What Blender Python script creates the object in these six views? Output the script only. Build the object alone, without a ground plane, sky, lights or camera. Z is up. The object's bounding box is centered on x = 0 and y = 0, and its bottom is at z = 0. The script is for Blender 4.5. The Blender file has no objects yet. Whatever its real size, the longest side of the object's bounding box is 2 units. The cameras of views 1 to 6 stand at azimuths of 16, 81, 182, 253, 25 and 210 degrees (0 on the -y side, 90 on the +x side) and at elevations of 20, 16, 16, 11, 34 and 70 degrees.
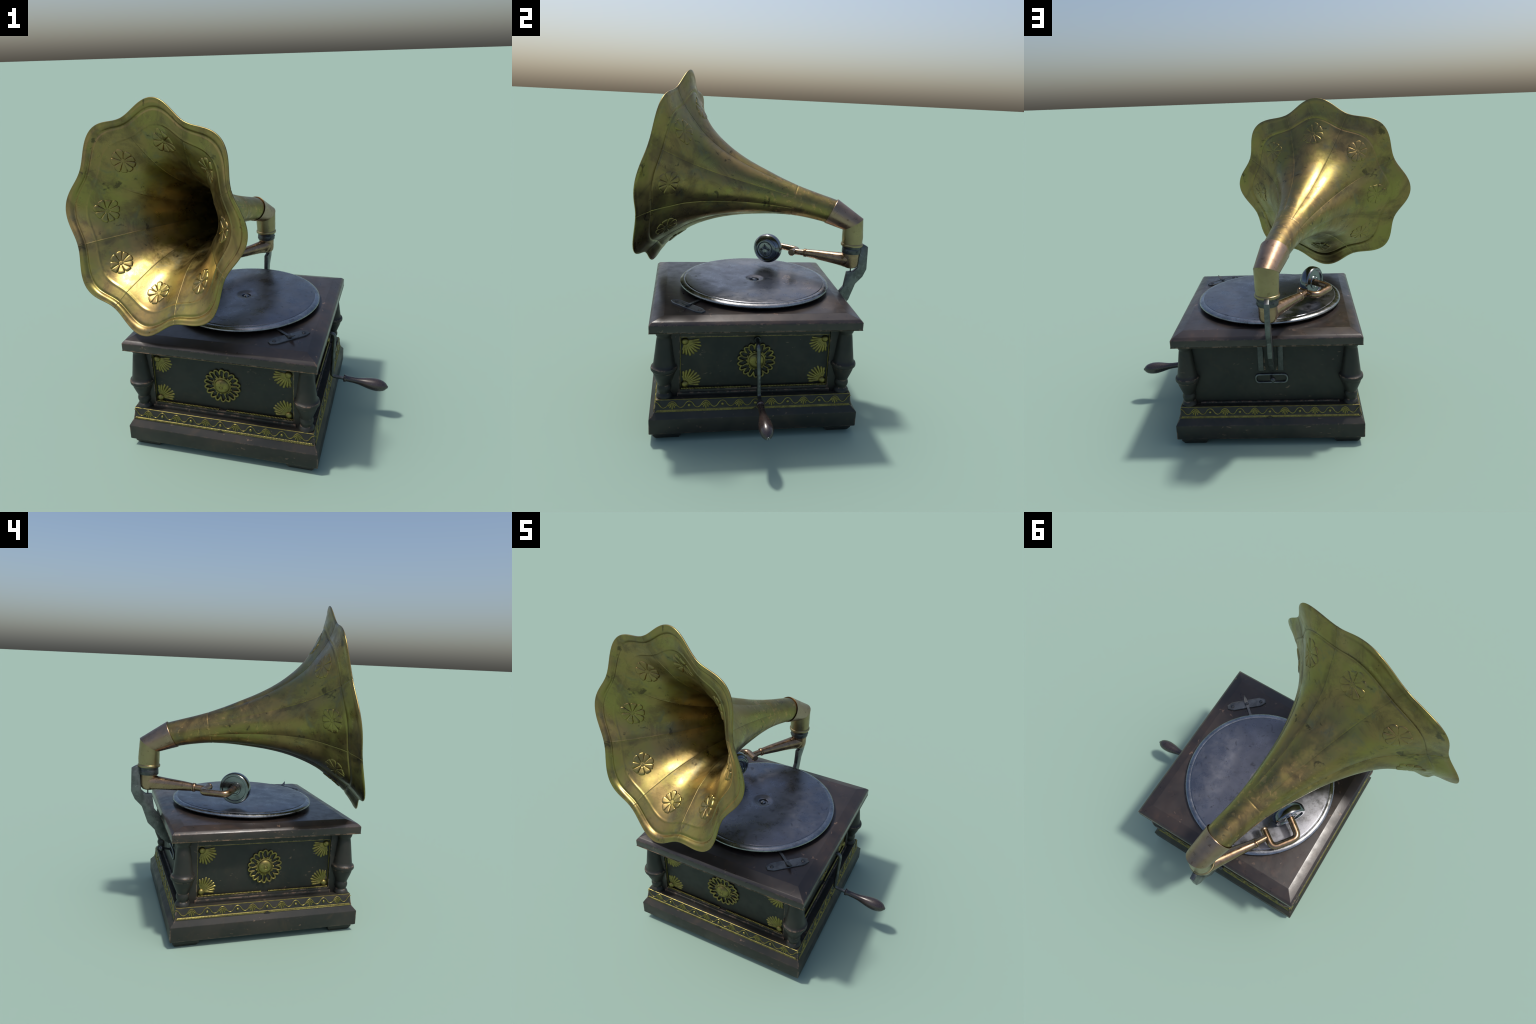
# Antique horn gramophone: dark wooden cabinet with gilt ornament, steel platter,
# tone arm, wind-up crank and a big eight-lobed brass horn.
import bpy, bmesh, math, random
import numpy as np
from mathutils import Vector, Matrix

random.seed(7)
RNG = np.random.default_rng(7)
PI = math.pi
BX, BY = 0.034, -0.035            # centre of the cabinet in plan

# ------------------------------------------------------------------ materials
def new_mat(name):
    m = bpy.data.materials.new(name)
    m.use_nodes = True
    nt = m.node_tree
    nt.nodes.clear()
    out = nt.nodes.new('ShaderNodeOutputMaterial')
    b = nt.nodes.new('ShaderNodeBsdfPrincipled')
    nt.links.new(b.outputs[0], out.inputs[0])
    return m, nt, b

class G:
    """tiny helper around a node tree"""
    def __init__(self, nt):
        self.nt = nt
        self.co = nt.nodes.new('ShaderNodeTexCoord').outputs['Object']
    def link(self, a, b):
        if isinstance(a, (int, float)):
            b.default_value = a
        elif isinstance(a, (tuple, list)):
            b.default_value = (*a, 1) if len(a) == 3 and len(b.default_value) == 4 else a
        else:
            self.nt.links.new(a, b)
    def noise(self, scale, detail=4, rough=.55, dist=0., stretch=None, loc=(0, 0, 0)):
        co = self.co
        if stretch or loc != (0, 0, 0):
            mp = self.nt.nodes.new('ShaderNodeMapping')
            self.nt.links.new(co, mp.inputs[0])
            mp.inputs['Scale'].default_value = stretch or (1, 1, 1)
            mp.inputs['Location'].default_value = loc
            co = mp.outputs[0]
        n = self.nt.nodes.new('ShaderNodeTexNoise')
        self.nt.links.new(co, n.inputs['Vector'])
        n.inputs['Scale'].default_value = scale
        n.inputs['Detail'].default_value = detail
        n.inputs['Roughness'].default_value = rough
        n.inputs['Distortion'].default_value = dist
        return n.outputs['Fac']
    def ramp(self, f, lo, hi, a=0., b=1.):
        r = self.nt.nodes.new('ShaderNodeMapRange')
        r.interpolation_type = 'SMOOTHSTEP'
        self.link(f, r.inputs[0])
        for k, v in zip((1, 2, 3, 4), (lo, hi, a, b)):
            r.inputs[k].default_value = v
        return r.outputs[0]
    def math(self, op, a, b=0.):
        n = self.nt.nodes.new('ShaderNodeMath')
        n.operation = op
        self.link(a, n.inputs[0])
        self.link(b, n.inputs[1])
        return n.outputs[0]
    def mix(self, f, a, b):
        n = self.nt.nodes.new('ShaderNodeMix')
        n.data_type = 'RGBA'
        self.link(f, n.inputs[0])
        self.link(a, n.inputs[6])
        self.link(b, n.inputs[7])
        return n.outputs[2]
    def bump(self, h, strength=.3, dist=.002):
        n = self.nt.nodes.new('ShaderNodeBump')
        n.inputs['Strength'].default_value = strength
        n.inputs['Distance'].default_value = dist
        self.link(h, n.inputs['Height'])
        return n.outputs[0]
    def edge(self, radius=.006):
        """how close a shading point is to a hard edge (rounded-normal test)"""
        bv = self.nt.nodes.new('ShaderNodeBevel')
        bv.samples = 6
        bv.inputs[0].default_value = radius
        ge = self.nt.nodes.new('ShaderNodeNewGeometry')
        d = self.nt.nodes.new('ShaderNodeVectorMath')
        d.operation = 'DOT_PRODUCT'
        self.nt.links.new(bv.outputs[0], d.inputs[0])
        self.nt.links.new(ge.outputs['Normal'], d.inputs[1])
        return self.math('SUBTRACT', 1., d.outputs['Value'])
    def xyz(self):
        s = self.nt.nodes.new('ShaderNodeSeparateXYZ')
        self.nt.links.new(self.co, s.inputs[0])
        return s.outputs

def painted_wood(name, c1, c2, rough, wear=(.24, .155, .105), wear_lo=.10, coat=0., spec=.5):
    m, nt, b = new_mat(name)
    g = G(nt)
    big = g.noise(5, 5, .6)
    fine = g.noise(60, 4, .6)
    col = g.mix(g.ramp(big, .35, .68), c1, c2)
    col = g.mix(g.ramp(fine, .5, .8, 0, .35), col, tuple(x * 1.7 for x in c1))
    # small pale scuffs scattered over the paint
    scuff = g.math('MULTIPLY', g.ramp(g.noise(26, 3, .5, .6, (1, 1, 2.2)), .66, .72), g.ramp(g.noise(4, 3), .45, .58))
    col = g.mix(g.math('MULTIPLY', scuff, .45), col, wear)
    # chipped arrises
    e = g.edge(.012)
    chip = g.math('MULTIPLY', g.ramp(e, wear_lo * .08, wear_lo * .35), g.ramp(g.noise(24, 6, .75), .49, .56))
    stain = g.ramp(g.noise(9, 6, .7, .8, None, (7, 3, 1)), .52, .70, 0, .5)
    col = g.mix(stain, col, tuple(x * y for x, y in zip(c2, (1.7, 1.35, 1.1))))
    col = g.mix(g.math('MULTIPLY', chip, .85), col, wear)
    g.link(col, b.inputs['Base Color'])
    r = g.ramp(g.noise(14, 5, .65), .3, .75, rough - .07, rough + .12)
    g.link(r, b.inputs['Roughness'])
    b.inputs['Coat Weight'].default_value = coat
    b.inputs['Coat Roughness'].default_value = .22
    b.inputs['Specular IOR Level'].default_value = spec
    g.link(g.bump(g.noise(90, 5, .6), .18, .0015), b.inputs['Normal'])
    return m

def metal(name, c1, c2, rough, metallic=1., scale=7, grain=120, spots=None, spot_amt=.7, rough_var=.1, bump=.12, stretch=None, speckle=None):
    m, nt, b = new_mat(name)
    g = G(nt)
    col = g.mix(g.ramp(g.noise(scale, 6, .62, .4, stretch), .36, .66), c1, c2)
    if speckle:
        col = g.mix(g.ramp(g.noise(70, 3, .6, .3), .62, .70, 0, .6), col, speckle)
    if spots:
        s = g.ramp(g.noise(scale * 3.2, 4, .55, .7, None, (3, 1, 5)), .60, .70)
        col = g.mix(g.math('MULTIPLY', s, spot_amt), col, spots)
    g.link(col, b.inputs['Base Color'])
    b.inputs['Metallic'].default_value = metallic
    g.link(g.ramp(g.noise(scale * 2.3, 6, .7, 0, None, (9, 4, 2)), .3, .72, rough - rough_var, rough + rough_var), b.inputs['Roughness'])
    g.link(g.bump(g.noise(grain, 4, .6), bump, .0015), b.inputs['Normal'])
    return m

def horn_brass():
    m, nt, b = new_mat('tarnished_brass')
    g = G(nt)
    olive, warm, brown, dark = (.275, .235, .072), (.295, .21, .082), (.175, .125, .060), (.070, .058, .034)
    col = g.mix(g.ramp(g.noise(3.2, 6, .6, .5), .38, .62), olive, warm)
    col = g.mix(g.ramp(g.noise(4.5, 7, .70, .9, None, (4, 2, 7)), .47, .66, 0, .85), col, brown)
    col = g.mix(g.ramp(g.noise(8, 6, .66, .6, None, (2, 9, 1)), .52, .70, 0, .65), col, (.17, .165, .10))
    col = g.mix(g.ramp(g.noise(16, 4, .6, .5, None, (1, 8, 3)), .62, .71, 0, .8), col, dark)
    # grime gathered along the eight seams (angle round the bell's axis)
    def vm(op, a_, b_):
        n_ = nt.nodes.new('ShaderNodeVectorMath')
        n_.operation = op
        for k_, q_ in enumerate((a_, b_)):
            if isinstance(q_, tuple):
                n_.inputs[k_].default_value = q_
            else:
                nt.links.new(q_, n_.inputs[k_])
        return n_.outputs['Value' if op == 'DOT_PRODUCT' else 'Vector']
    rel = vm('SUBTRACT', g.co, (-.3336, -.5166, 1.3839))
    axis_ = Vector((-.283, -.936, .190)).normalized()
    up_ = (Vector((0, 0, 1)) - axis_ * axis_.z).normalized()
    rt_ = axis_.cross(up_)
    ang = g.math('ARCTAN2', vm('DOT_PRODUCT', rel, tuple(rt_)), vm('DOT_PRODUCT', rel, tuple(up_)))
    seam = g.math('MULTIPLY', g.math('COSINE', g.math('MULTIPLY', ang, 8.)), -1.)
    seam = g.math('MULTIPLY', g.ramp(seam, .72, 1.), g.ramp(g.xyz()[1], .05, -.15))
    seam = g.math('MULTIPLY', seam, g.ramp(g.noise(7, 6, .7, .5, None, (5, 5, 2)), .40, .62))
    col = g.mix(g.math('MULTIPLY', seam, .5), col, (.11, .085, .045))
    # worn bright flecks on the slender throat of the horn
    y = g.xyz()[1]
    neck = g.ramp(y, -.15, .12)
    fleck = g.math('MULTIPLY', g.ramp(g.noise(34, 3, .5, .4), .60, .66), neck)
    col = g.mix(g.math('MULTIPLY', fleck, .75), col, (.46, .30, .11))
    g.link(col, b.inputs['Base Color'])
    b.inputs['Metallic'].default_value = 1.
    g.link(g.ramp(g.noise(9, 6, .7), .3, .72, .24, .50), b.inputs['Roughness'])
    g.link(g.bump(g.noise(55, 5, .6), .16, .002), b.inputs['Normal'])
    return m

M_WOOD = painted_wood('dark_painted_wood', (.0170, .0178, .0150), (.0295, .0258, .0212), .45, spec=.36)
M_LID = painted_wood('dark_varnished_wood', (.021, .0165, .0150), (.034, .0250, .0210), .34, coat=.25, spec=.42)
M_PANEL = painted_wood('green_black_panel', (.0160, .0185, .0152), (.0235, .0225, .0180), .52, spec=.36)  # near-black with a slight green cast, for the panels and back
M_WORN = painted_wood('bare_wood_edge', (.085, .068, .036), (.05, .04, .025), .5, spec=.3)
M_HORN = horn_brass()
M_GILT = metal('old_gilding', (.285, .242, .074), (.185, .152, .058), .46, scale=34, spots=(.05, .042, .025), spot_amt=.75)
M_PIPE = metal('dull_brass', (.335, .27, .145), (.285, .225, .12), .37, scale=8, spots=(.2, .15, .08))
M_TUBE = metal('coppery_brown_metal', (.355, .245, .170), (.295, .205, .135), .35, scale=8, spots=(.16, .10, .06))  # pinkish brown, redder than the riser pipe
M_ARM = metal('polished_coppery_metal', (.35, .240, .150), (.27, .182, .112), .29, scale=10, spots=(.13, .09, .06), spot_amt=.5)
M_STEEL = metal('stained_steel', (.175, .18, .20), (.225, .23, .25), .34, scale=5, spots=(.085, .085, .09), spot_amt=.7, rough_var=.1, speckle=(.11, .105, .10))
M_RIMSTEEL = metal('bright_steel', (.33, .34, .35), (.22, .23, .24), .26, scale=12, spots=(.12, .12, .12))
M_IRON = metal('cast_iron', (.16, .17, .17), (.095, .10, .10), .42, metallic=.9, scale=16, spots=(.27, .28, .28), spot_amt=.5)
M_DARKIRON = metal('blackened_iron', (.065, .07, .073), (.095, .098, .10), .40, metallic=.85, scale=20, spots=(.16, .16, .16), spot_amt=.5)
M_CHROME = metal('nickel', (.235, .25, .265), (.15, .165, .18), .18, scale=9, spots=(.15, .15, .15), rough_var=.06)
M_HANDLE = painted_wood('turned_dark_wood', (.024, .017, .016), (.040, .027, .024), .25, coat=.5)

# ------------------------------------------------------------------ mesh tools
ROOT = bpy.data.objects.new('gramophone', None)
bpy.context.scene.collection.objects.link(ROOT)
ROOT['label'] = 'antique gramophone with lobed brass horn on dark gilt-trimmed cabinet'
ROOT['category'] = 'gramophone'

def add(name, me, mat, parent=ROOT, smooth=40, matrix=None, stuff=False):
    if mat is not None and not me.materials:
        me.materials.append(mat)
    if smooth is not None and len(me.polygons):
        me.shade_smooth()
        me.set_sharp_from_angle(angle=math.radians(smooth))
    ob = bpy.data.objects.new(name, me)
    bpy.context.scene.collection.objects.link(ob)
    ob.parent = parent
    if matrix is not None:
        ob.matrix_world = matrix
    if stuff:
        ob['kind'] = 'stuff'
    return ob

def copy_of(ob, matrix, parent=None):
    c = ob.copy()
    bpy.context.scene.collection.objects.link(c)
    c.parent = parent or ob.parent
    c.matrix_world = matrix
    return c

def mesh(name, v, f):
    me = bpy.data.meshes.new(name)
    me.from_pydata([tuple(map(float, p)) for p in v], [], f)
    me.update()
    return me

def grid_faces(n, m, closed_m=True, closed_n=False, flip=False):
    fs = []
    for i in range(n if closed_n else n - 1):
        i2 = (i + 1) % n
        for j in range(m if closed_m else m - 1):
            j2 = (j + 1) % m
            q = (i * m + j, i * m + j2, i2 * m + j2, i2 * m + j)
            fs.append(q[::-1] if flip else q)
    return fs

def big_grid(name, P, closed_n=False, closed_m=True):
    """fast mesh from an (n, m, 3) array of points"""
    n, m = P.shape[:2]
    i = np.arange(n if closed_n else n - 1)[:, None]
    j = np.arange(m if closed_m else m - 1)[None, :]
    i2, j2 = (i + 1) % n, (j + 1) % m
    F = np.stack(np.broadcast_arrays(i * m + j, i * m + j2, i2 * m + j2, i2 * m + j), -1).reshape(-1, 4)
    me = bpy.data.meshes.new(name)
    me.vertices.add(n * m)
    me.vertices.foreach_set('co', P.reshape(-1).astype(np.float32))
    me.loops.add(F.size)
    me.loops.foreach_set('vertex_index', F.reshape(-1).astype(np.int32))
    me.polygons.add(len(F))
    me.polygons.foreach_set('loop_start', (np.arange(len(F)) * 4).astype(np.int32))
    me.update(calc_edges=True)
    me.validate()
    return me

def lathe(name, prof, seg=48):
    """profile of (radius, height) turned about z; ends on the axis are closed"""
    v, rings = [], []
    for r, z in prof:
        if r < 1e-6:
            rings.append([len(v)])
            v.append((0, 0, z))
        else:
            rings.append(list(range(len(v), len(v) + seg)))
            v += [(r * math.cos(2 * PI * k / seg), r * math.sin(2 * PI * k / seg), z) for k in range(seg)]
    f = []
    for a, b in zip(rings, rings[1:]):
        for k in range(seg):
            k2 = (k + 1) % seg
            if len(a) == 1 and len(b) > 1:
                f.append((a[0], b[k2], b[k]))
            elif len(b) == 1 and len(a) > 1:
                f.append((a[k], a[k2], b[0]))
            elif len(a) > 1:
                f.append((a[k], a[k2], b[k2], b[k]))
    me = mesh(name, v, f)
    fix_normals(me)
    return me

def fix_normals(me):
    bm = bmesh.new()
    bm.from_mesh(me)
    bmesh.ops.recalc_face_normals(bm, faces=bm.faces)
    bm.to_mesh(me)
    bm.free()

def smooth_path(pts, n):
    """Catmull-Rom through control points"""
    P = [np.array(p, float) for p in pts]
    P = [2 * P[0] - P[1]] + P + [2 * P[-1] - P[-2]]
    out = []
    for i in range(1, len(P) - 2):
        for t in np.linspace(0, 1, n, endpoint=False):
            a, b, c, d = P[i - 1:i + 3]
            out.append(.5 * (2 * b + (c - a) * t + (2 * a - 5 * b + 4 * c - d) * t * t + (3 * b - a - 3 * c + d) * t ** 3))
    out.append(P[-2])
    return out

def round_corners(pts, rad, n=8):
    P = [np.array(p, float) for p in pts]
    out = [P[0]]
    for a, b, c in zip(P, P[1:], P[2:]):
        u, w = a - b, c - b
        lu, lw = np.linalg.norm(u), np.linalg.norm(w)
        d = min(rad, .49 * lu, .49 * lw)
        p, q = b + u / lu * d, b + w / lw * d
        for t in np.linspace(0, 1, n):
            out.append((1 - t) ** 2 * p + 2 * t * (1 - t) * b + t * t * q)
    out.append(P[-1])
    return out

def tube(name, path, radius, seg=20, closed=False, caps=True):
    P = [Vector(p) for p in path]
    n = len(P)
    rad = radius if callable(radius) else (lambda s: radius)
    T = []
    for i in range(n):
        a = P[(i - 1) % n] if (closed or i > 0) else P[0]
        b = P[(i + 1) % n] if (closed or i < n - 1) else P[-1]
        T.append((b - a).normalized())
    up = Vector((0, 0, 1)) if abs(T[0].z) < .9 else Vector((0, 1, 0))
    N = (up - T[0] * up.dot(T[0])).normalized()
    v = []
    for i in range(n):
        N = (N - T[i] * N.dot(T[i])).normalized()
        Bn = T[i].cross(N)
        r = rad(i / (n - 1))
        for k in range(seg):
            a = 2 * PI * k / seg
            v.append(P[i] + (N * math.cos(a) + Bn * math.sin(a)) * r)
    f = grid_faces(n, seg, True, closed)
    if caps and not closed:
        f.append(tuple(range(seg))[::-1])
        f.append(tuple(range((n - 1) * seg, n * seg)))
    me = mesh(name, v, f)
    fix_normals(me)
    return me

def bevel_mesh(me, w, seg=2, angle=25):
    bm = bmesh.new()
    bm.from_mesh(me)
    bmesh.ops.recalc_face_normals(bm, faces=bm.faces)
    es = [e for e in bm.edges if len(e.link_faces) == 2 and e.calc_face_angle(0) > math.radians(angle)]
    bmesh.ops.bevel(bm, geom=es, offset=w, segments=seg, profile=.5, affect='EDGES', clamp_overlap=True)
    bm.to_mesh(me)
    bm.free()
    return me

def rect_loft(name, rings, bev=.003, seg=2, cx=BX, cy=BY):
    """stack of rectangles (half x, half y, z) joined into a moulded block"""
    v, f = [], []
    for hx, hy, z in rings:
        v += [(cx - hx, cy - hy, z), (cx + hx, cy - hy, z), (cx + hx, cy + hy, z), (cx - hx, cy + hy, z)]
    n = len(rings)
    for i in range(n - 1):
        for k in range(4):
            k2 = (k + 1) % 4
            f.append((4 * i + k, 4 * i + k2, 4 * i + 4 + k2, 4 * i + 4 + k))
    f.append((3, 2, 1, 0))
    f.append(tuple(range(4 * n - 4, 4 * n)))
    me = mesh(name, v, f)
    if bev:
        bevel_mesh(me, bev, seg, 8)
    return me

def box(name, lo, hi, bev=.002):
    cx, cy = (lo[0] + hi[0]) / 2, (lo[1] + hi[1]) / 2
    hx, hy = (hi[0] - lo[0]) / 2, (hi[1] - lo[1]) / 2
    return rect_loft(name, [(hx, hy, lo[2]), (hx, hy, hi[2])], bev, 2, cx, cy)

def prism(name, poly, t, bev=.003):
    """polygon in (u, w) extruded by t, centred on the sheet normal; returns mesh in (n, u, w) axes"""
    n = len(poly)
    v = [(-t / 2, a, b) for a, b in poly] + [(t / 2, a, b) for a, b in poly]
    f = [tuple(range(n)), tuple(range(n, 2 * n))[::-1]] + [(i, (i + 1) % n, n + (i + 1) % n, n + i) for i in range(n)]
    me = mesh(name, v, f)
    bevel_mesh(me, bev, 2, 20)
    return me

def join_meshes(name, parts):
    """parts: list of (verts array, faces)"""
    V, F, o = [], [], 0
    for v, f in parts:
        V += [tuple(p) for p in v]
        F += [tuple(i + o for i in q) for q in f]
        o += len(v)
    return mesh(name, V, F)

def me_data(me, M=None):
    vs = [(M @ v.co) if M else v.co.copy() for v in me.vertices]
    return vs, [tuple(p.vertices) for p in me.polygons]

def frame(origin, ex, ey, ez):
    m = Matrix.Identity(4)
    for k, e in enumerate((ex, ey, ez)):
        for r in range(3):
            m[r][k] = e[r]
    for r in range(3):
        m[r][3] = origin[r]
    return m

def axis_frame(origin, zdir, xref=(0, 0, 1)):
    z = Vector(zdir).normalized()
    x = Vector(xref)
    x = (x - z * x.dot(z)).normalized()
    return frame(origin, x, z.cross(x), z)

# faces of the cabinet: (outward normal, direction of travel along the face)
SIDES = {'front': (Vector((0, -1, 0)), Vector((1, 0, 0))), 'right': (Vector((1, 0, 0)), Vector((0, 1, 0))),
         'back': (Vector((0, 1, 0)), Vector((-1, 0, 0))), 'left': (Vector((-1, 0, 0)), Vector((0, -1, 0)))}

def side_frame(side, off, z, along=0.):
    """frame on a cabinet face: x along, y up, z outward"""
    n, a = SIDES[side]
    o = Vector((BX, BY, z)) + n * off + a * along
    return frame(o, a, Vector((0, 0, 1)), n)

# ------------------------------------------------------------------ cabinet
WX, WY = .482, .507               # half sizes of the walls
Z_LEDGE = .243
base = add('plinth', rect_loft('plinth', [
    (.559, .5835, .043), (.5645, .589, .048), (.5645, .589, .137), (.5455, .5605, .170),
    (.5430, .5580, .186), (.534, .550, Z_LEDGE), (.52, .536, Z_LEDGE), (.49, .52, .240), (.3, .3, .240)], .0022), M_WOOD)
foot = None
for sx in (-1, 1):
    for sy in (-1, 1):
        fx, fy = BX + sx * .462, BY + sy * .491
        M = Matrix.Translation((fx, fy, 0))
        if foot is None:
            foot = add('foot', rect_loft('foot', [(.066, .066, 0), (.071, .071, .010), (.079, .079, .024), (.080, .080, .048)], .002, 2, 0, 0), M_WOOD, matrix=M)
        else:
            copy_of(foot, M)

P_LO, P_HI = .274, .589           # panel opening
P_HALF = {'front': .414, 'right': .421, 'left': .421}
REC = .016                        # depth of the panel recess
YW = .467                         # back wall
OFF = {'front': WY, 'right': WX + .004, 'left': WX - .004}
body = add('cabinet_body', rect_loft('cabinet_body', [(WX - REC, WY - REC, .20), (WX - REC, WY - REC, .66)], .001, 2, BX + .004, BY), M_PANEL)
add('back_panel', box('back_panel', (BX - WX, BY + WY - REC - .004, .215), (BX + WX, YW, .652), .002), M_PANEL, body)
stile_no = None
for side in ('front', 'right', 'left'):
    n, a = SIDES[side]
    W = (WX if side == 'front' else WY)
    off = OFF[side]
    ph = P_HALF[side]
    def slab(nm, u0, u1, z0, z1, d0, d1, mat, bev=.002, parent=body):
        me = box(nm, (u0, z0, d0), (u1, z1, d1), bev)
        return add(nm, me, mat, parent, matrix=side_frame(side, 0, 0) if False else frame(Vector((BX, BY, 0)), a, Vector((0, 0, 1)), n))
    end = W - .002 if side != 'front' else W
    slab('stile', -end, -ph, .215, .652, off - REC - .004, off, M_WOOD)
    slab('stile', ph, end, .215, .652, off - REC - .004, off, M_WOOD)
    slab('rail', -ph, ph, P_HI, .652, off - REC - .004, off - .0075, M_WOOD)
    slab('rail', -ph, ph, .215, P_LO, off - REC - .004, off - .0005, M_WOOD)
    # half-round sill under the panel
    slab('sill', -ph - .015, ph + .015, .232, .260, off - .004, off + .009, M_WOOD, .007)
    # thin gilt fillets round the opening
    for nm, u0, u1, z0, z1 in (('fillet', -ph, -ph + .0045, P_LO, P_HI), ('fillet', ph - .0045, ph, P_LO, P_HI), ('fillet', -ph, ph, P_HI - .004, P_HI)):
        slab(nm, u0 + .0005, u1 - .0005, z0 + .0005, z1 - .0005, off - REC - .002, off - REC + .0055, M_GILT, .001)

add('sill', box('sill', (BX - .42, YW - .004, .232), (BX + .42, YW + .014, .256), .007), M_WOOD, body)
# twisted rope moulding along the foot of each panel
def rope(side, u0, u1, z, off, r=.0058, pitch=.0085):
    n, a = SIDES[side]
    parts = []
    sph = bmesh.new()
    bmesh.ops.create_uvsphere(sph, u_segments=8, v_segments=6, radius=1)
    me = bpy.data.meshes.new('tmp')
    sph.to_mesh(me)
    sph.free()
    k = int((u1 - u0) / pitch)
    F = frame(Vector((BX, BY, 0)), a, Vector((0, 0, 1)), n)
    for i in range(k):
        u = u0 + (i + .5) * (u1 - u0) / k
        M = F @ Matrix.Translation((u, z, off)) @ Matrix.Rotation(math.radians(-38), 4, 'Z') @ Matrix.Diagonal((.0043, r * 1.25, r, 1))
        parts.append(me_data(me, M))
    return parts
for side in ('front', 'right', 'left'):
    ph = P_HALF[side]
    off = OFF[side] - .006
    add('rope_moulding', join_meshes('rope_moulding', rope(side, -ph + .005, -.022, P_LO + .0045, off) + rope(side, .022, ph - .005, P_LO + .0045, off)), M_GILT, body, stuff=True)

# corner fans: a domed boss with petals spreading over a quarter turn
def petal_mesh(L, w, h):
    """flat teardrop petal along +x"""
    n, m = 13, 7
    P = np.zeros((n, m, 3))
    for i in range(n):
        s = 1 - (1 - i / (n - 1)) ** 1.8
        q1 = max(0., 1 - (1 - s) * 6.5)
        ww = w * math.sqrt(max(0., 1 - q1 * q1)) * (.38 + .62 * s) * .5
        for j in range(m):
            q = -1 + 2 * j / (m - 1)
            P[i, j] = (L * s, ww * q, h * (1 - q * q) ** .5 * math.sqrt(max(0, min(1, (1 - s) * 5 + .02))) * (.6 + .4 * s))
    P[..., 2] -= .0012
    v = P.reshape(-1, 3)
    return [Vector(p) for p in v], grid_faces(n, m, False)

def fan_mesh():
    parts = []
    for i in range(9):
        ang = math.radians(-7 + 13 * i)
        L = .086 + (.010 if 1 < i < 7 else 0) - (.006 if i in (0, 8) else 0)
        v, f = petal_mesh(L, .0180, .0065)
        M = Matrix.Rotation(ang, 4, 'Z')
        parts.append(([M @ p for p in v], f))
    # web under the petals
    web = [(0, 0, .0035)] + [(.052 * math.cos(math.radians(t)), .052 * math.sin(math.radians(t)), .0022) for t in range(-12, 109, 6)]
    parts.append(([Vector(p) for p in web], [(0, i, i + 1) for i in range(1, len(web) - 1)]))
    dome = lathe('t', [(.021, -.001), (.0205, .005), (.018, .010), (.013, .0145), (.006, .017), (0, .0175)], 20)
    parts.append(me_data(dome))
    return join_meshes('corner_fan', parts)
fan0 = None
for side in ('front', 'right', 'left'):
    off = OFF[side] - REC
    ph = P_HALF[side] - .005
    for sx in (-1, 1):
        for zz, sz in ((P_LO + .006, 1), (P_HI - .005, -1)):
            n, a = SIDES[side]
            F = frame(Vector((BX, BY, 0)) + n * off + a * (sx * ph) + Vector((0, 0, zz)), a * -sx, Vector((0, 0, sz)), n)
            M = F @ Matrix.Translation((.0225, .0225, .0006))
            if fan0 is None:
                fan0 = add('corner_fan', fan_mesh(), M_GILT, body, smooth=50, matrix=M)
            else:
                copy_of(fan0, M)

# pierced medallion: wavy wreath, spokes and a stepped dome
def medallion():
    parts = []
    wav = []
    for i in range(540):
        t = 2 * PI * i / 540
        w = abs(math.sin(9 * t))
        odd = int(t * 9 / PI + .5) % 2
        r = .1045 - (.034 if odd else .020) * (1 - w ** .62)
        wav.append((r * math.cos(t), r * math.sin(t), .003 + .003 * w))
    parts.append(me_data(tube('t', wav, .0060, 8, True)))
    for k in range(9):
        t = 2 * PI * k / 9
        e = [(q * math.cos(t + .02 * j), q * math.sin(t + .02 * j), .0025) for j, q in enumerate((.05, .062, .075, .086))]
        parts.append(me_data(tube('t', e, lambda s_: .0058 - .0022 * s_, 8)))
    # leafy wreath round the boss
    for k in range(14):
        t = 2 * PI * k / 14
        v, f = petal_mesh(.021, .019, .007)
        M = Matrix.Rotation(t, 4, 'Z') @ Matrix.Translation((.040, 0, .002))
        parts.append(([M @ p for p in v], f))
    parts.append(me_data(lathe('t', [(.054, -.001), (.053, .006), (.049, .010), (.045, .0105), (.0435, .014), (.038, .020), (.030, .0245), (.022, .027), (.018, .0265),
                                     (.014, .0285), (.0105, .0285), (.0085, .026), (.0065, .0285), (0, .030)], 40)))
    return join_meshes('medallion', parts)
med = None
for side in ('front', 'right', 'left'):
    off = OFF[side] - REC
    M = side_frame(side, off + .0008, .438, .004 if side != 'left' else -.004)
    if med is None:
        med = add('medallion', medallion(), M_GILT, body, smooth=50, matrix=M)
    else:
        copy_of(med, M @ Matrix.Rotation(.35 if side == 'left' else 0, 4, 'Z'))

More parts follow.
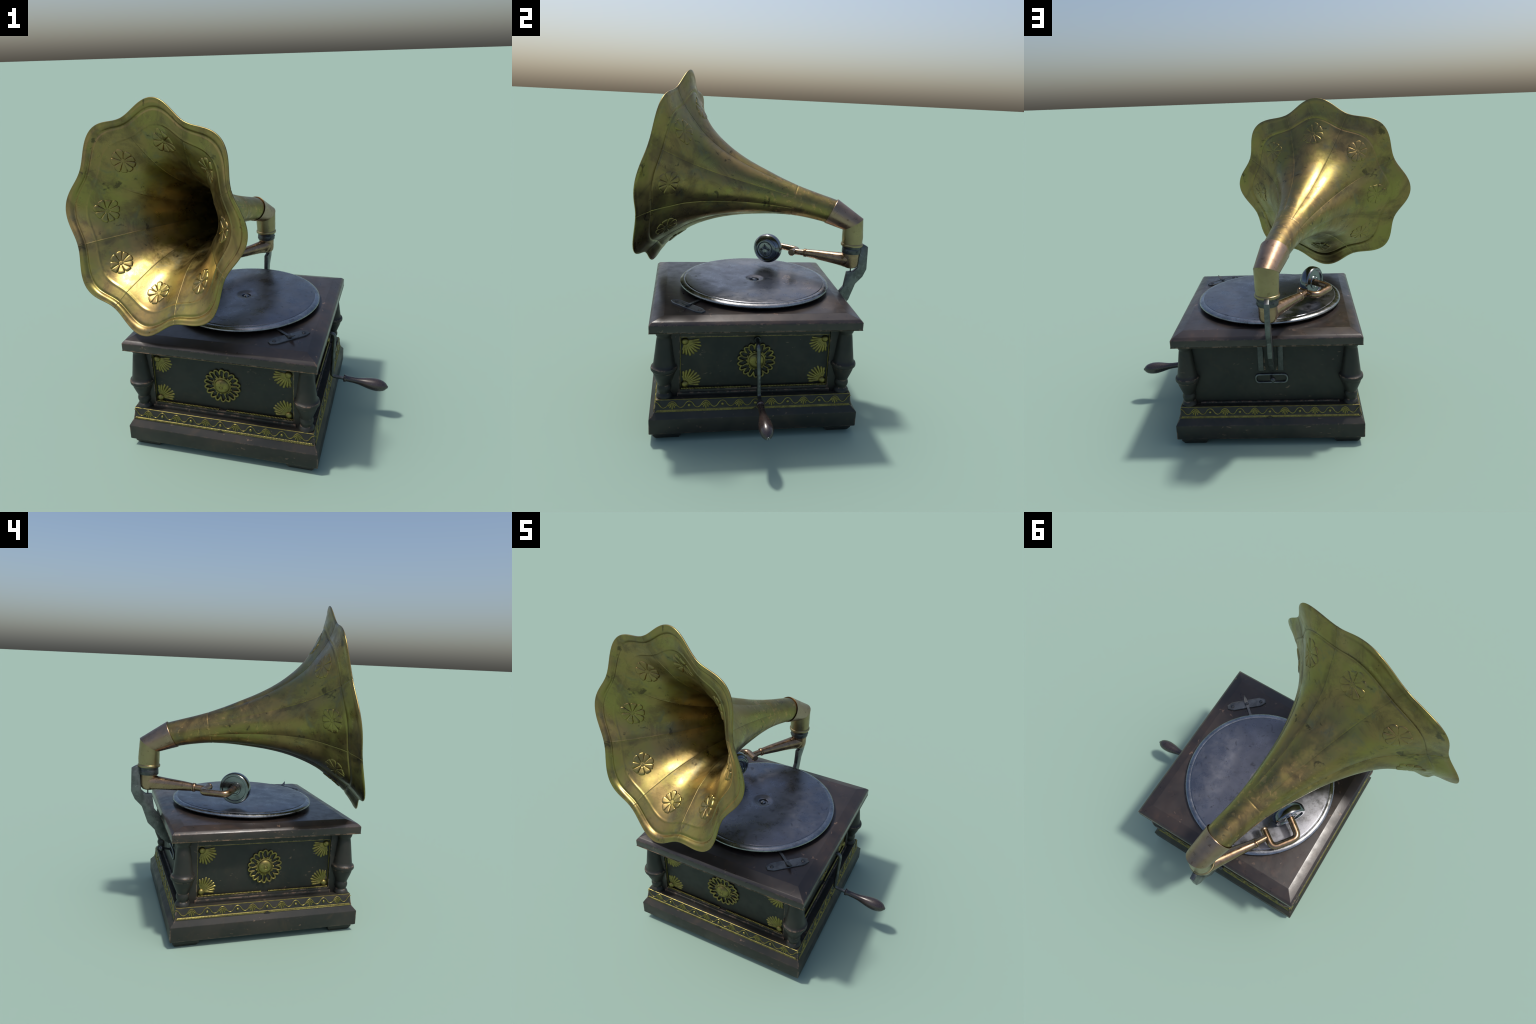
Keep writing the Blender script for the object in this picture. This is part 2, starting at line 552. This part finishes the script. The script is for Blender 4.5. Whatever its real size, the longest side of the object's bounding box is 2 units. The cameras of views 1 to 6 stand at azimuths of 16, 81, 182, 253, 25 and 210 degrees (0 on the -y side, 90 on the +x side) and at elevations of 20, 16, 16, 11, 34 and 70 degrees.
# turned corner columns
col_prof = [(0, .222), (.036, .222), (.0425, .228), (.0455, .240), (.0445, .252), (.039, .262), (.0335, .268), (.0335, .276), (.037, .283), (.0395, .293), (.0395, .303),
            (.0365, .312), (.0345, .318), (.038, .326), (.043, .340), (.051, .360), (.0575, .378), (.0615, .394), (.0625, .400), (.068, .403), (.0722, .409), (.0728, .418),
            (.0705, .427), (.064, .432), (.0600, .436), (.0575, .450), (.0535, .480), (.0485, .520), (.0435, .560), (.0398, .588), (.0375, .600),
            (.0388, .606), (.043, .612), (.0465, .622), (.0475, .634), (.0475, .660), (0, .660)]
col = None
for sx in (-1, 1):
    for sy in (-1, 1):
        M = Matrix.Translation((BX + sx * .487, BY + sy * .506, 0)) @ Matrix.Rotation(sx + 2 * sy, 4, 'Z')
        if col is None:
            col = add('column', lathe('column', col_prof, 40), M_WOOD, smooth=35, matrix=M)
        else:
            copy_of(col, M)

# lid with a double chamfer
lid = add('lid', rect_loft('lid', [(.538, .567, .645), (.553, .5825, .6465), (.553, .5825, .690), (.538, .567, .7045), (.486, .505, .7225), (.3, .3, .7225)], .0025, 2, BX + .002, BY), M_LID)
add('lid_trim', rect_loft('lid_trim', [(.547, .577, .6432), (.5540, .5836, .6432), (.5540, .5836, .6462), (.547, .577, .6462)], .0006, 2, BX + .002, BY), M_WORN, lid)

# ------------------------------------------------------------------ frieze on the plinth
def frieze_frame(side):
    """frame on the sloping frieze: x along, y up the slope, z outward; origin at its lower edge"""
    n, a = SIDES[side]
    o0, o1 = (.5580, .550) if side in ('front', 'back') else (.5430, .534)
    up = Vector((0, 0, Z_LEDGE - .186)) - n * (o0 - o1)
    h = up.length
    up.normalize()
    return frame(Vector((BX, BY, .186)) + n * o0, a, up, a.cross(up)), h
def palmette():
    parts = []
    for i in range(5):
        ang = math.radians(90 + (i - 2) * 23)
        v, f = petal_mesh(.039 - .004 * abs(i - 2), .0108, .0045)
        M = Matrix.Translation((0, .0415, 0)) @ Matrix.Rotation(ang + PI, 4, 'Z') @ Matrix.Translation((.002, 0, 0))
        parts.append(([M @ p for p in v], f))
    return join_meshes('palmette', parts)
pal = dot = None
for side in SIDES:
    F, h = frieze_frame(side)
    L = (.538 if side in ('front', 'back') else .553)
    nper = 12
    pts = []
    for i in range(nper * 24 + 1):
        u = -L + 2 * L * i / (nper * 24)
        ph = 2 * PI * i / 24
        c = math.cos(ph)
        pts.append(F @ Vector((u, .0285 + .0175 * (abs(c) ** .8 * (1 if c > 0 else -1)), .0005)))
    add('wavy_vine', tube('wavy_vine', pts, .0032, 8), M_GILT, base, stuff=True)
    for k in range(1, nper):
        M = F @ Matrix.Translation((-L + 2 * L * k / nper, 0, .0004))
        if k % 2:
            if pal is None:
                pal = add('palmette', palmette(), M_GILT, base, smooth=50, matrix=M)
            else:
                copy_of(pal, M)
        else:
            M = M @ Matrix.Translation((0, .0235, 0))
            if dot is None:
                dot = add('bead', lathe('bead', [(.0092, -.001), (.0086, .003), (.006, .0058), (0, .007)], 14), M_GILT, base, matrix=M)
            else:
                copy_of(dot, M)
    # braided band under the vine, cut on the mitre, with a dark keystone notch in the middle
    n, a = SIDES[side]
    o1, o0 = (.5580, .5605) if side in ('front', 'back') else (.5430, .5455)
    lw1, lw0 = (.5430, .5455) if side in ('front', 'back') else (.5580, .5605)
    ns, mw = 900, 7
    P = np.zeros((ns, mw, 3))
    for j in range(mw):
        q = j / (mw - 1)
        zz = .1715 + .0150 * q
        oo = o0 + (o1 - o0) * (zz - .170) / .016
        ll = lw0 + (lw1 - lw0) * q - .004 - .012 * (1 - abs(2 * q - 1)) * 0 - .010 * q
        for i in range(ns):
            u = -ll + 2 * ll * i / (ns - 1)
            ed = 0 if j in (0, mw - 1) else 1
            hgt = -.001 + ed * (.0032 + .0016 * math.sin(2 * PI * (u / .0085 + .9 * abs(2 * q - 1))))
            p = Vector((BX, BY, zz)) + n * (oo + hgt) + a * u
            P[i, j] = p
    add('braid_band', big_grid('braid_band', P, False, False), M_GILT, base, smooth=60, stuff=True)
    me = mesh('notch', [(-.020, 0, -.002), (.020, 0, -.002), (0, .0135, -.002), (-.020, 0, .0050), (.020, 0, .0050), (0, .0135, .0050)], [(2, 1, 0), (3, 4, 5), (0, 1, 4, 3), (1, 2, 5, 4), (2, 0, 3, 5)])
    add('keystone_notch', me, M_WOOD, base, matrix=frame(Vector((BX, BY, .1708)) + n * o0, a, Vector((0, 0, 1)), n))
    # gilt line along the top arris of the frieze
    o, l = (.550, .534) if side in ('front', 'back') else (.534, .550)
    add('gilt_line', tube('gilt_line', [Vector((BX, BY, Z_LEDGE - .001)) + n * (o - .0005) + a * (l * t) for t in np.linspace(-1, 1, 3)], .0026, 8), M_GILT, base)

# ------------------------------------------------------------------ turntable
TX, TY = .036, .003
TM = Matrix.Translation((TX, TY, 0))
table = add('turntable', lathe('turntable', [(0, .7480), (.020, .7480), (.0265, .7495), (.0285, .7580), (.031, .7600), (.040, .7615), (.052, .7645), (.058, .7668), (.070, .7672), (.25, .7672), (.424, .7672),
                                             (.4275, .7664), (.4300, .7645), (.434, .7640)], 160), M_STEEL, smooth=30, matrix=TM)
add('turntable_rim', lathe('turntable_rim', [(.432, .7643), (.437, .7648), (.446, .7635), (.4540, .7605), (.4600, .7555), (.4620, .7495), (.4600, .7440), (.452, .7400), (.40, .7395)], 160), M_RIMSTEEL, table, smooth=30, matrix=TM)
add('spindle', lathe('spindle', [(.017, .745), (.017, .754), (.0155, .759), (.010, .763), (0, .7645)], 24), M_RIMSTEEL, table, smooth=60, matrix=TM)
add('turntable_hub', lathe('turntable_hub', [(.09, .720), (.09, .7402), (.40, .7402), (.40, .7390)], 48), M_DARKIRON, table, matrix=TM)

# ------------------------------------------------------------------ speed lever on the lid
pc = Vector((.401, -.4135, .7225))
u = Vector((.187, .170, 0)).normalized()
w = Vector((-u.y, u.x, 0))
PF = frame(pc, u, w, Vector((0, 0, 1)))
def plate_ring(s, z):
    a, b, c = .126 * s, .0300, .034
    k = (1 - s) * .126
    b -= k
    return [(-a, -b * .45, z), (-a, b * .45, z), (-a + c, b, z), (a - c, b, z), (a, b * .45, z), (a, -b * .45, z), (a - c, -b, z), (-a + c, -b, z)]
v = plate_ring(1, -.001) + plate_ring(1, .006) + plate_ring(.985, .0085) + plate_ring(.970, .008) + plate_ring(.958, .0065)
f = grid_faces(5, 8) + [tuple(range(32, 40))]
me = mesh('lever_plate', v, f)
fix_normals(me)
lever = add('lever_plate', me, M_IRON, smooth=25, matrix=PF)
for s in (-1, 1):
    add('bolt', lathe('bolt', [(.012, .004), (.0115, .008), (.008, .0105), (0, .011)], 16), M_DARKIRON, lever, matrix=PF @ Matrix.Translation((s * .094, 0, 0)))
add('bolt', lathe('bolt', [(.013, .004), (.013, .012), (.010, .0165), (0, .018)], 18), M_DARKIRON, lever, matrix=PF)
# bent pointer: runs under the platter, rises to a sharp tip in front
d = Vector((.116, -.098, 0)).normalized()
LF = frame(pc, d, Vector((-d.y, d.x, 0)), Vector((0, 0, 1)))
prof = [(-.115, .0085, .007), (-.03, .0075, .008), (.0, .0105, .010), (.020, .0110, .016), (.040, .006, .026), (.052, .0008, .036)]
v = []
for x, hw, z in prof:
    v += [(x, -hw, z), (x, hw, z), (x, hw, z + .004), (x, -hw, z + .004)]
f = grid_faces(len(prof), 4) + [(3, 2, 1, 0), tuple(range(len(v) - 4, len(v)))]
me = mesh('speed_lever', v, f)
fix_normals(me)
add('speed_lever', me, M_IRON, lever, smooth=30, matrix=LF)

# ------------------------------------------------------------------ crank
cy = -.030
path = round_corners([(BX + WX - .02, cy, .566), (.604, cy - .006, .570), (.588, cy + .012, .258), (.690, cy + .008, .252)], .024, 7)
crank = add('crank', tube('crank', path, .0112, 14), M_IRON, smooth=60)
add('crank_escutcheon', lathe('crank_escutcheon', [(.0115, 0), (.020, 0), (.020, .012), (.017, .017), (.0115, .017)], 24), M_DARKIRON, crank, matrix=axis_frame((BX + WX - REC, cy, .566), (1, 0, 0)))
h0, h1 = Vector((.664, cy + .009, .2545)), Vector((.938, cy + .014, .223))
HL = (h1 - h0).length
hp = [(0, 0), (.0215, 0), (.0230, .003), (.0230, .012), (.0205, .016), (.0185, .020), (.0185, .045), (.0190, .070), (.0215, .095), (.0265, .120), (.0320, .145), (.0365, .170), (.0385, .190),
      (.0385, .208), (.0360, .228), (.0310, .245), (.0230, .259), (.0130, .268), (.006, HL - .001), (0, HL - .001)]
HM = axis_frame(h0, h1 - h0)
add('crank_handle', lathe('crank_handle', hp, 40), M_HANDLE, crank, smooth=50, matrix=HM)
add('handle_tip', lathe('handle_tip', [(.008, HL - .004), (.008, HL - .001), (.005, HL), (.0035, HL - .0015), (0, HL - .0015)], 12), M_CHROME, crank, matrix=HM)

# ------------------------------------------------------------------ back bracket, plate and loop
xb = .012
outer = [(.699, .989), (.733, .971), (.7365, .821), (.7145, .770), (.670, .721), (.633, .611), (.586, .560), (.545, .500), (.500, .466)]
inner = [(.452, .462), (.452, .560), (.500, .590), (.552, .652), (.592, .703), (.606, .803), (.648, .8055), (.674, .830), (.683, .978)]
bracket = add('bracket', prism('bracket', outer + inner, .028, .004), M_IRON, smooth=30, matrix=Matrix.Translation((xb, 0, 0)))
yw = YW
for x0, x1 in ((-.067, -.034), (.050, .083)):
    add('mounting_plate', box('mounting_plate', (x0, yw - .002, .455), (x1, yw + .010, .646), .002), M_DARKIRON, bracket)
add('mounting_plate', box('mounting_plate', (-.0335, yw - .002, .455), (.0495, yw + .003, .646), .001), M_PANEL, bracket)
loop = []
for cx_, cz_, a0 in ((.078, .022, -90), (.078, .030, 0), (-.066, .030, 90), (-.066, .022, 180)):
    for k in range(9):
        an = math.radians(a0 + 90 * k / 8)
        loop.append((cx_ + .022 * math.cos(an), yw + .005, .376 + cz_ + .022 * math.sin(an)))
add('pull_loop', tube('pull_loop', loop, .0062, 10, True), M_IRON, bracket, smooth=60)
add('hinge_pin', tube('hinge_pin', [(.008, yw - .002, .414), (.007, .5, .420), (.006, .540, .4295)], .007, 10), M_DARKIRON, bracket)
add('hinge_knob', lathe('hinge_knob', [(0, -.017), (.010, -.0135), (.016, -.006), (.017, 0), (.016, .006), (.010, .0135), (0, .017)], 18), M_DARKIRON, bracket, smooth=80, matrix=Matrix.Translation((.006, .540, .430)))

# ------------------------------------------------------------------ horn
# centre line: five-point Bezier from the elbow to the middle of the bell; radius and lobe depth grow along it
HORN_CP = np.array([(-.0291, .4887, 1.1886), (-.099, .252, 1.2541), (-.1924, -.0391, 1.2957), (-.2614, -.2779, 1.3335), (-.3336, -.5166, 1.3839)])
HN = HORN_CP[0]
R_T = np.array([-.08, 0, .1, .2, .3, .4, .5, .6, .7, .8, .87, .94, 1.])
R_R = np.array([.0745, .0782, .0826, .0915, .1100, .1357, .1660, .2060, .2556, .3218, .3925, .4764, .5945])
LOBE, LOBE_P = .0560, 7.0

def monotone(x, xp, yp):
    h = np.diff(xp)
    dl = np.diff(yp) / h
    m = np.zeros(len(xp))
    for i in range(1, len(xp) - 1):
        if dl[i - 1] * dl[i] > 0:
            w1, w2 = 2 * h[i] + h[i - 1], h[i] + 2 * h[i - 1]
            m[i] = (w1 + w2) / (w1 / dl[i - 1] + w2 / dl[i])
    m[0], m[-1] = dl[0], dl[-1]
    k = np.clip(np.searchsorted(xp, x) - 1, 0, len(h) - 1)
    t = (x - xp[k]) / h[k]
    return (2 * t ** 3 - 3 * t ** 2 + 1) * yp[k] + (t ** 3 - 2 * t ** 2 + t) * h[k] * m[k] + (-2 * t ** 3 + 3 * t ** 2) * yp[k + 1] + (t ** 3 - t ** 2) * h[k] * m[k + 1]

def sstep(x, a, b):
    s = np.clip((x - a) / (b - a), 0, 1)
    return s * s * (3 - 2 * s)

def horn_point(t, th):
    """points of the sheet for arrays t (along) and th (around, 0 = up) of equal shape"""
    t3 = t[..., None]
    c = sum(math.comb(4, k) * (1 - t3) ** (4 - k) * t3 ** k * HORN_CP[k] for k in range(5))
    d = sum(math.comb(3, k) * (1 - t3) ** (3 - k) * t3 ** k * (HORN_CP[k + 1] - HORN_CP[k]) for k in range(4))
    d = d / np.linalg.norm(d, axis=-1, keepdims=True)
    up = np.array((0, 0, 1.)) - d * d[..., 2:3]
    up = up / np.linalg.norm(up, axis=-1, keepdims=True)
    rt = np.cross(d, up)
    R = monotone(t, R_T, R_R)
    tc = np.clip(t, 0, 1)
    cc = np.cos(8 * th)
    # panels bulge between the seams: rounder lobes than valleys
    rib = .026 * sstep(t, .22, .40) * (1 - sstep(t, .62, .97))
    rr = R * (1 + LOBE * tc ** LOBE_P * cc + rib * (2 * np.sqrt(np.cos(4 * th) ** 2 + .01) - 1.75 - .40 * sstep(t, .40, .62)))
    return c + rr[..., None] * (np.cos(th)[..., None] * up + np.sin(th)[..., None] * rt)

def horn_normal(t, th):
    e = 1e-4
    a = horn_point(t + e, th) - horn_point(t - e, th)
    b = horn_point(t, th + e) - horn_point(t, th - e)
    n = np.cross(b, a)
    n /= np.linalg.norm(n, axis=-1, keepdims=True)
    return n          # outward

def bump1(x, w):
    return np.exp(-(x / w) ** 2)

def seam_distance(t, th):
    q = (np.degrees(th) + 22.5) % 45
    q = np.minimum(q, 45 - q)
    return np.radians(q) * monotone(t, R_T, R_R)

def wobble(t, th):
    """slow hammered unevenness of the sheet"""
    w = np.zeros_like(t)
    rg = np.random.default_rng(3)
    for k in range(10):
        a, b, p, q = rg.integers(1, 12), rg.uniform(3, 22), rg.uniform(0, 6.3), rg.uniform(0, 6.3)
        w += np.sin(a * th + p) * np.sin(b * t + q)
    return w * .00045 * sstep(t, .15, .6)

ts = np.concatenate([np.linspace(-.012, .21, 26, endpoint=False), np.linspace(.21, .25, 14, endpoint=False), np.linspace(.25, .78, 74, endpoint=False),
                     np.linspace(.78, .93, 40, endpoint=False), np.linspace(.93, 1, 72)])
un = 96
uu = np.linspace(-1, 1, un, endpoint=False)
uu = .55 * uu + .45 * (1 - (1 - np.abs(uu)) ** 2.2) * np.sign(uu)
ths = np.concatenate([np.radians(45 * k + 22.5 * uu) for k in range(8)])
T, H = np.meshgrid(ts, ths, indexing='ij')
S0 = horn_point(T, H)
N0 = horn_normal(T, H)
wob = wobble(T, H)
sd = seam_distance(T, H)
seam_on = sstep(T, .224, .236) * (.45 + .55 * sstep(T, .5, .9))
s_line = bump1(sd, .0026) * seam_on
ringw = bump1(T - .947, .0036)
collar = bump1(T - .230, .0028)
lip = sstep(T, .984, .988)
thick = .0065 - .002 * (1 - sstep(T, .1, .5))
d_out = wob - .0018 * s_line - .0036 * ringw + .0012 * bump1(T - .958, .005) - .0016 * collar + .0022 * bump1(T - .995, .006)
d_in = wob - thick - .0014 * s_line - .0024 * ringw + .0055 * bump1(T - .980, .0035) - .0045 * bump1(T - .990, .0055)
OUT = S0 + N0 * d_out[..., None]
INN = S0 + N0 * d_in[..., None]
# rolled lip: half circle joining both skins
edge_dir = (S0[-1] - S0[-2])
edge_dir /= np.linalg.norm(edge_dir, axis=-1, keepdims=True)
mid, half = (OUT[-1] + INN[-1]) / 2, (OUT[-1] - INN[-1]) / 2
hl = np.linalg.norm(half, axis=-1, keepdims=True)
LIP = np.stack([mid + half * math.cos(a) + edge_dir * hl * math.sin(a) * .8 for a in np.linspace(0, PI, 8)[1:-1]])
P = np.concatenate([OUT, LIP, INN[::-1]])
me = big_grid('horn', P, True, True)
fix_normals(me)
horn = add('horn', me, M_HORN, smooth=60)

# pressed flowers, one in the middle of each panel, standing proud on both skins
FL_T, FL_R, FL_N = .884, .073, 9
def flower(k, outside):
    th0 = math.radians(45 * k)
    one = lambda a: np.array([a])
    e = 1e-3
    pt = horn_point(one(FL_T + e), one(th0)) - horn_point(one(FL_T - e), one(th0))
    ph = horn_point(one(FL_T), one(th0 + e)) - horn_point(one(FL_T), one(th0 - e))
    lt, lh = np.linalg.norm(pt) / (2 * e), np.linalg.norm(ph) / (2 * e)
    rot = .17 * k + .05 * math.sin(5. * k)
    rg = np.random.default_rng(40 + k)
    wob_p = rg.uniform(.80, 1.12, FL_N)       # petals differ in length
    wob_h = rg.uniform(.75, 1.2, FL_N)
    nr, na = 26, FL_N * 18
    rho = np.linspace(0, 1, nr)
    al = np.linspace(0, 2 * PI, na, endpoint=False)
    RH, AL = np.meshgrid(rho, al, indexing='ij')
    lobe = np.abs(np.cos(FL_N * AL / 2))
    R = FL_R * (.76 + .24 * np.sqrt(np.clip(1 - (1 - lobe) ** 2.2, 0, 1)))
    pid = np.round(AL * FL_N / (2 * PI)).astype(int) % FL_N
    R = R * (1 + (wob_p[pid] - 1) * .6 * lobe)
    x, y = RH * R * np.cos(AL + rot), RH * R * np.sin(AL + rot)
    t = FL_T + y / lt
    th = th0 + x / lh * (monotone(one(FL_T), R_T, R_R) / monotone(t, R_T, R_R))
    petal = (.38 + .62 * (1 - (1 - lobe) ** 3)) * sstep(RH, .06, .32) * np.sqrt(np.clip(1 - RH ** 7, 0, 1))
    h = -.0004 + .0085 * petal * wob_h[pid] * (.40 + .60 * RH)
    h += .0045 * np.sqrt(np.clip(1 - (RH / .17) ** 2, 0, 1)) - .001 * bump1(RH - .045, .03)
    h = np.where(RH > .985, -.0022, h)
    S, Nn = horn_point(t, th), horn_normal(t, th)
    w = wobble(t, th)
    if outside:
        Q = S + Nn * (w + h * .75)[..., None]
    else:
        Q = S + Nn * (w - .0065 - h)[..., None]
    me = big_grid('pressed_flower', Q, False, True)
    fix_normals(me)
    # outward-facing winding
    c = me.polygons[len(me.polygons) // 2]
    want = Vector(Nn.mean((0, 1))) * (1 if outside else -1)
    if sum(Vector(p.normal).dot(want) for p in list(me.polygons)[::37]) < 0:
        me.flip_normals()
    return add('pressed_flower', me, M_HORN, horn, smooth=75)
for k in range(8):
    flower(k, True)
    flower(k, False)

# ------------------------------------------------------------------ elbow
E0 = Vector((.0125, .6245, 1.120))
NE = Vector(HN)
ax = (NE - E0).normalized()
mn = (Vector((0, 0, 1)) + ax).normalized()
seg = 64
def miter_ring(r):
    out = []
    for k in range(seg):
        a = 2 * PI * k / seg
        p = Vector((r * math.cos(a), r * .88 * math.sin(a) - .004, 0))
        p.z = -(mn.x * p.x + mn.y * p.y) / mn.z
        out.append(E0 + p)
    return out
def round_ring(c, r, z=None):
    return [Vector((c[0] + r * math.cos(2 * PI * k / seg), c[1] + r * math.sin(2 * PI * k / seg), c[2])) for k in range(seg)]
def tilt_ring(c, r, base_ring):
    """circle round the tilted axis, vertex k facing the same way as vertex k of the mitre ring"""
    out = []
    for p in base_ring:
        q = p - E0
        q = (q - ax * q.dot(ax)).normalized()
        out.append(Vector(c) + q * r)
    return out
mr = miter_ring(.0705)
def ring_mesh(name, rings, closed=False):
    v = [p for r in rings for p in r]
    me = mesh(name, v, grid_faces(len(rings), seg, True, closed))
    fix_normals(me)
    return me
TE = NE + ax * .004
mr_in = miter_ring(.064)
upper = [mr, tilt_ring(TE - ax * .004, .0853, mr), tilt_ring(TE, .0860, mr), tilt_ring(TE + ax * .0015, .0850, mr), tilt_ring(TE, .0815, mr), mr_in]
elbow = add('elbow_tube', ring_mesh('elbow_tube', upper, True), M_TUBE, smooth=40)
# soldered lap seam along the tube
top = max(range(seg), key=lambda k: mr[k].z)
pc0 = (.0125, .6255, 0)
low = [miter_ring(.0693), round_ring((.0125, .6255, 1.035), .0668), round_ring((.0125, .6258, .996), .0648),
       round_ring((.0125, .6258, .994), .0690), round_ring((.0125, .6258, .991), .0705), round_ring((.0125, .6258, .982), .0705), round_ring((.0125, .6258, .979), .0690), round_ring((.0125, .6258, .979), .058), miter_ring(.060)]
add('riser_pipe', ring_mesh('riser_pipe', low, True), M_PIPE, elbow, smooth=40)
CM = Matrix.Translation((.0125, .6258, 0))
add('swivel_ring', lathe('swivel_ring', [(.050, .930), (.0585, .930), (.0605, .934), (.0605, .958), (.0585, .962), (.0600, .966), (.0600, .985), (.050, .985)], 48), M_DARKIRON, elbow, matrix=CM)
for k in (0.4, 2.2, 3.7, 5.5):
    add('rivet', lathe('rivet', [(.0055, 0), (.005, .003), (0, .0045)], 12), M_DARKIRON, elbow, matrix=CM @ Matrix.Rotation(k, 4, 'Z') @ Matrix.Translation((.0598, 0, .948)) @ Matrix.Rotation(PI / 2, 4, 'Y'))

# ------------------------------------------------------------------ tone arm
JP = Vector((-.2015, .2985, .8745))
ring_c = Vector((-.161, .368, .8775))
b0 = Vector((.0125, .6258, .935))
path = smooth_path([(.0125, .6258, .940), (.0125, .6258, .915), (.011, .623, .893), (.001, .604, .8795), (-.016, .581, .8775), (-.05, .531, .8780), (-.11, .443, .8785), tuple(ring_c)], 9)
nn = len(path) - 1
def arm_r(s):
    return float(np.interp(s, [0, .14, .28, .42, .5, .57, .7, .85, 1], [.0530, .0530, .0525, .0505, .0480, .0450, .0395, .0320, .0240]))
arm = add('tone_arm', tube('tone_arm', path, arm_r, 32), M_ARM, smooth=70)
# rounded heel under the riser
heel = lathe('arm_heel', [(.0525, .937), (.0525, .880), (.0515, .862), (.048, .846), (.040, .836), (.026, .8305), (0, .829)], 40)
add('arm_heel', heel, M_ARM, arm, smooth=70, matrix=CM)
dr = (JP - ring_c).normalized()
RM = axis_frame(ring_c, dr)
add('arm_ferrule', lathe('arm_ferrule', [(.018, -.007), (.0250, -.007), (.0275, -.004), (.0275, .000), (.0240, .0025), (.0275, .005), (.0275, .009), (.0250, .012), (.018, .012)], 28), M_ARM, arm, smooth=50, matrix=RM)
add('arm_neck', tube('arm_neck', [ring_c, ring_c + (JP - ring_c) * .5, JP], .0200, 20), M_ARM, arm, smooth=60)
NR = Vector((.826, -.563, 0)).normalized()       # axis of the sound box
RC = Vector((-.262, .138, .886))                 # centre of its back plate
U = [JP + NR * .050 + Vector((0, 0, .004)), JP - NR * .070 + Vector((0, 0, -.004)), Vector((-.3560, .2070, .875)), RC + NR * .004]
up_path = round_corners(U, .040, 12)
add('goose_neck', tube('goose_neck', up_path, .0208, 24), M_ARM, arm, smooth=60)
add('neck_collar', lathe('neck_collar', [(.0, .004), (.0195, .004), (.0225, .001), (.0225, -.006), (.0205, -.009)], 24), M_ARM, arm, matrix=axis_frame(U[0], NR))
add('support_pin', tube('support_pin', [(.0125, .632, .835), (.0125, .632, .79)], .004, 8), M_DARKIRON, arm)
# sound box: shallow drum with stepped rings and a slotted centre
SB = axis_frame(RC, NR)
sound = add('sound_box', lathe('sound_box', [(r_, z_ * 1.45) for r_, z_ in [(0, .004), (.030, .004), (.033, .0015), (.040, .0015), (.043, .005), (.074, .005), (.078, 0), (.090, 0), (.0945, .003), (.0965, .008), (.0972, .014), (.0972, .024), (.095, .032), (.088, .037), (.0845, .041), (.080, .044), (.077, .043), (.074, .046),
                                              (.069, .0475), (.066, .0455), (.062, .0465), (.058, .0475), (.052, .0470), (.048, .0445), (0, .0445)]], 48), M_CHROME, arm, smooth=35, matrix=SB)
add('sound_box_face', lathe('sound_box_face', [(r_, z_ + .0205) for r_, z_ in [(.047, .0440), (.046, .0465), (.030, .0485), (.010, .0485), (.004, .0465), (0, .0465)]], 32), M_RIMSTEEL, sound, smooth=35, matrix=SB)
for k in range(4):
    M = SB @ Matrix.Rotation(k * PI / 2 + .12, 4, 'Z') @ Matrix.Translation((.026, 0, .0680))
    add('slot', box('slot', (-.010, -.004, -.001), (.010, .004, .0022), .0008), M_DARKIRON, sound, matrix=M)
    add('slot', box('slot', (-.003, -.009, -.001), (.003, .009, .0020), .0008), M_DARKIRON, sound, matrix=M)
add('needle_chuck', tube('needle_chuck', [RC + NR * .026 + Vector((0, 0, -.090)), RC + NR * .028 + Vector((0, 0, -.100)), RC + NR * .034 + Vector((0, 0, -.1065))], lambda s: .019 - .010 * s, 12), M_CHROME, sound)
add('needle', tube('needle', [RC + NR * .030 + Vector((0, 0, -.100)), Vector((-.248, .066, .7705))], lambda s: .0026 - .0017 * s, 8), M_DARKIRON, sound)
bpy.context.view_layer.update()
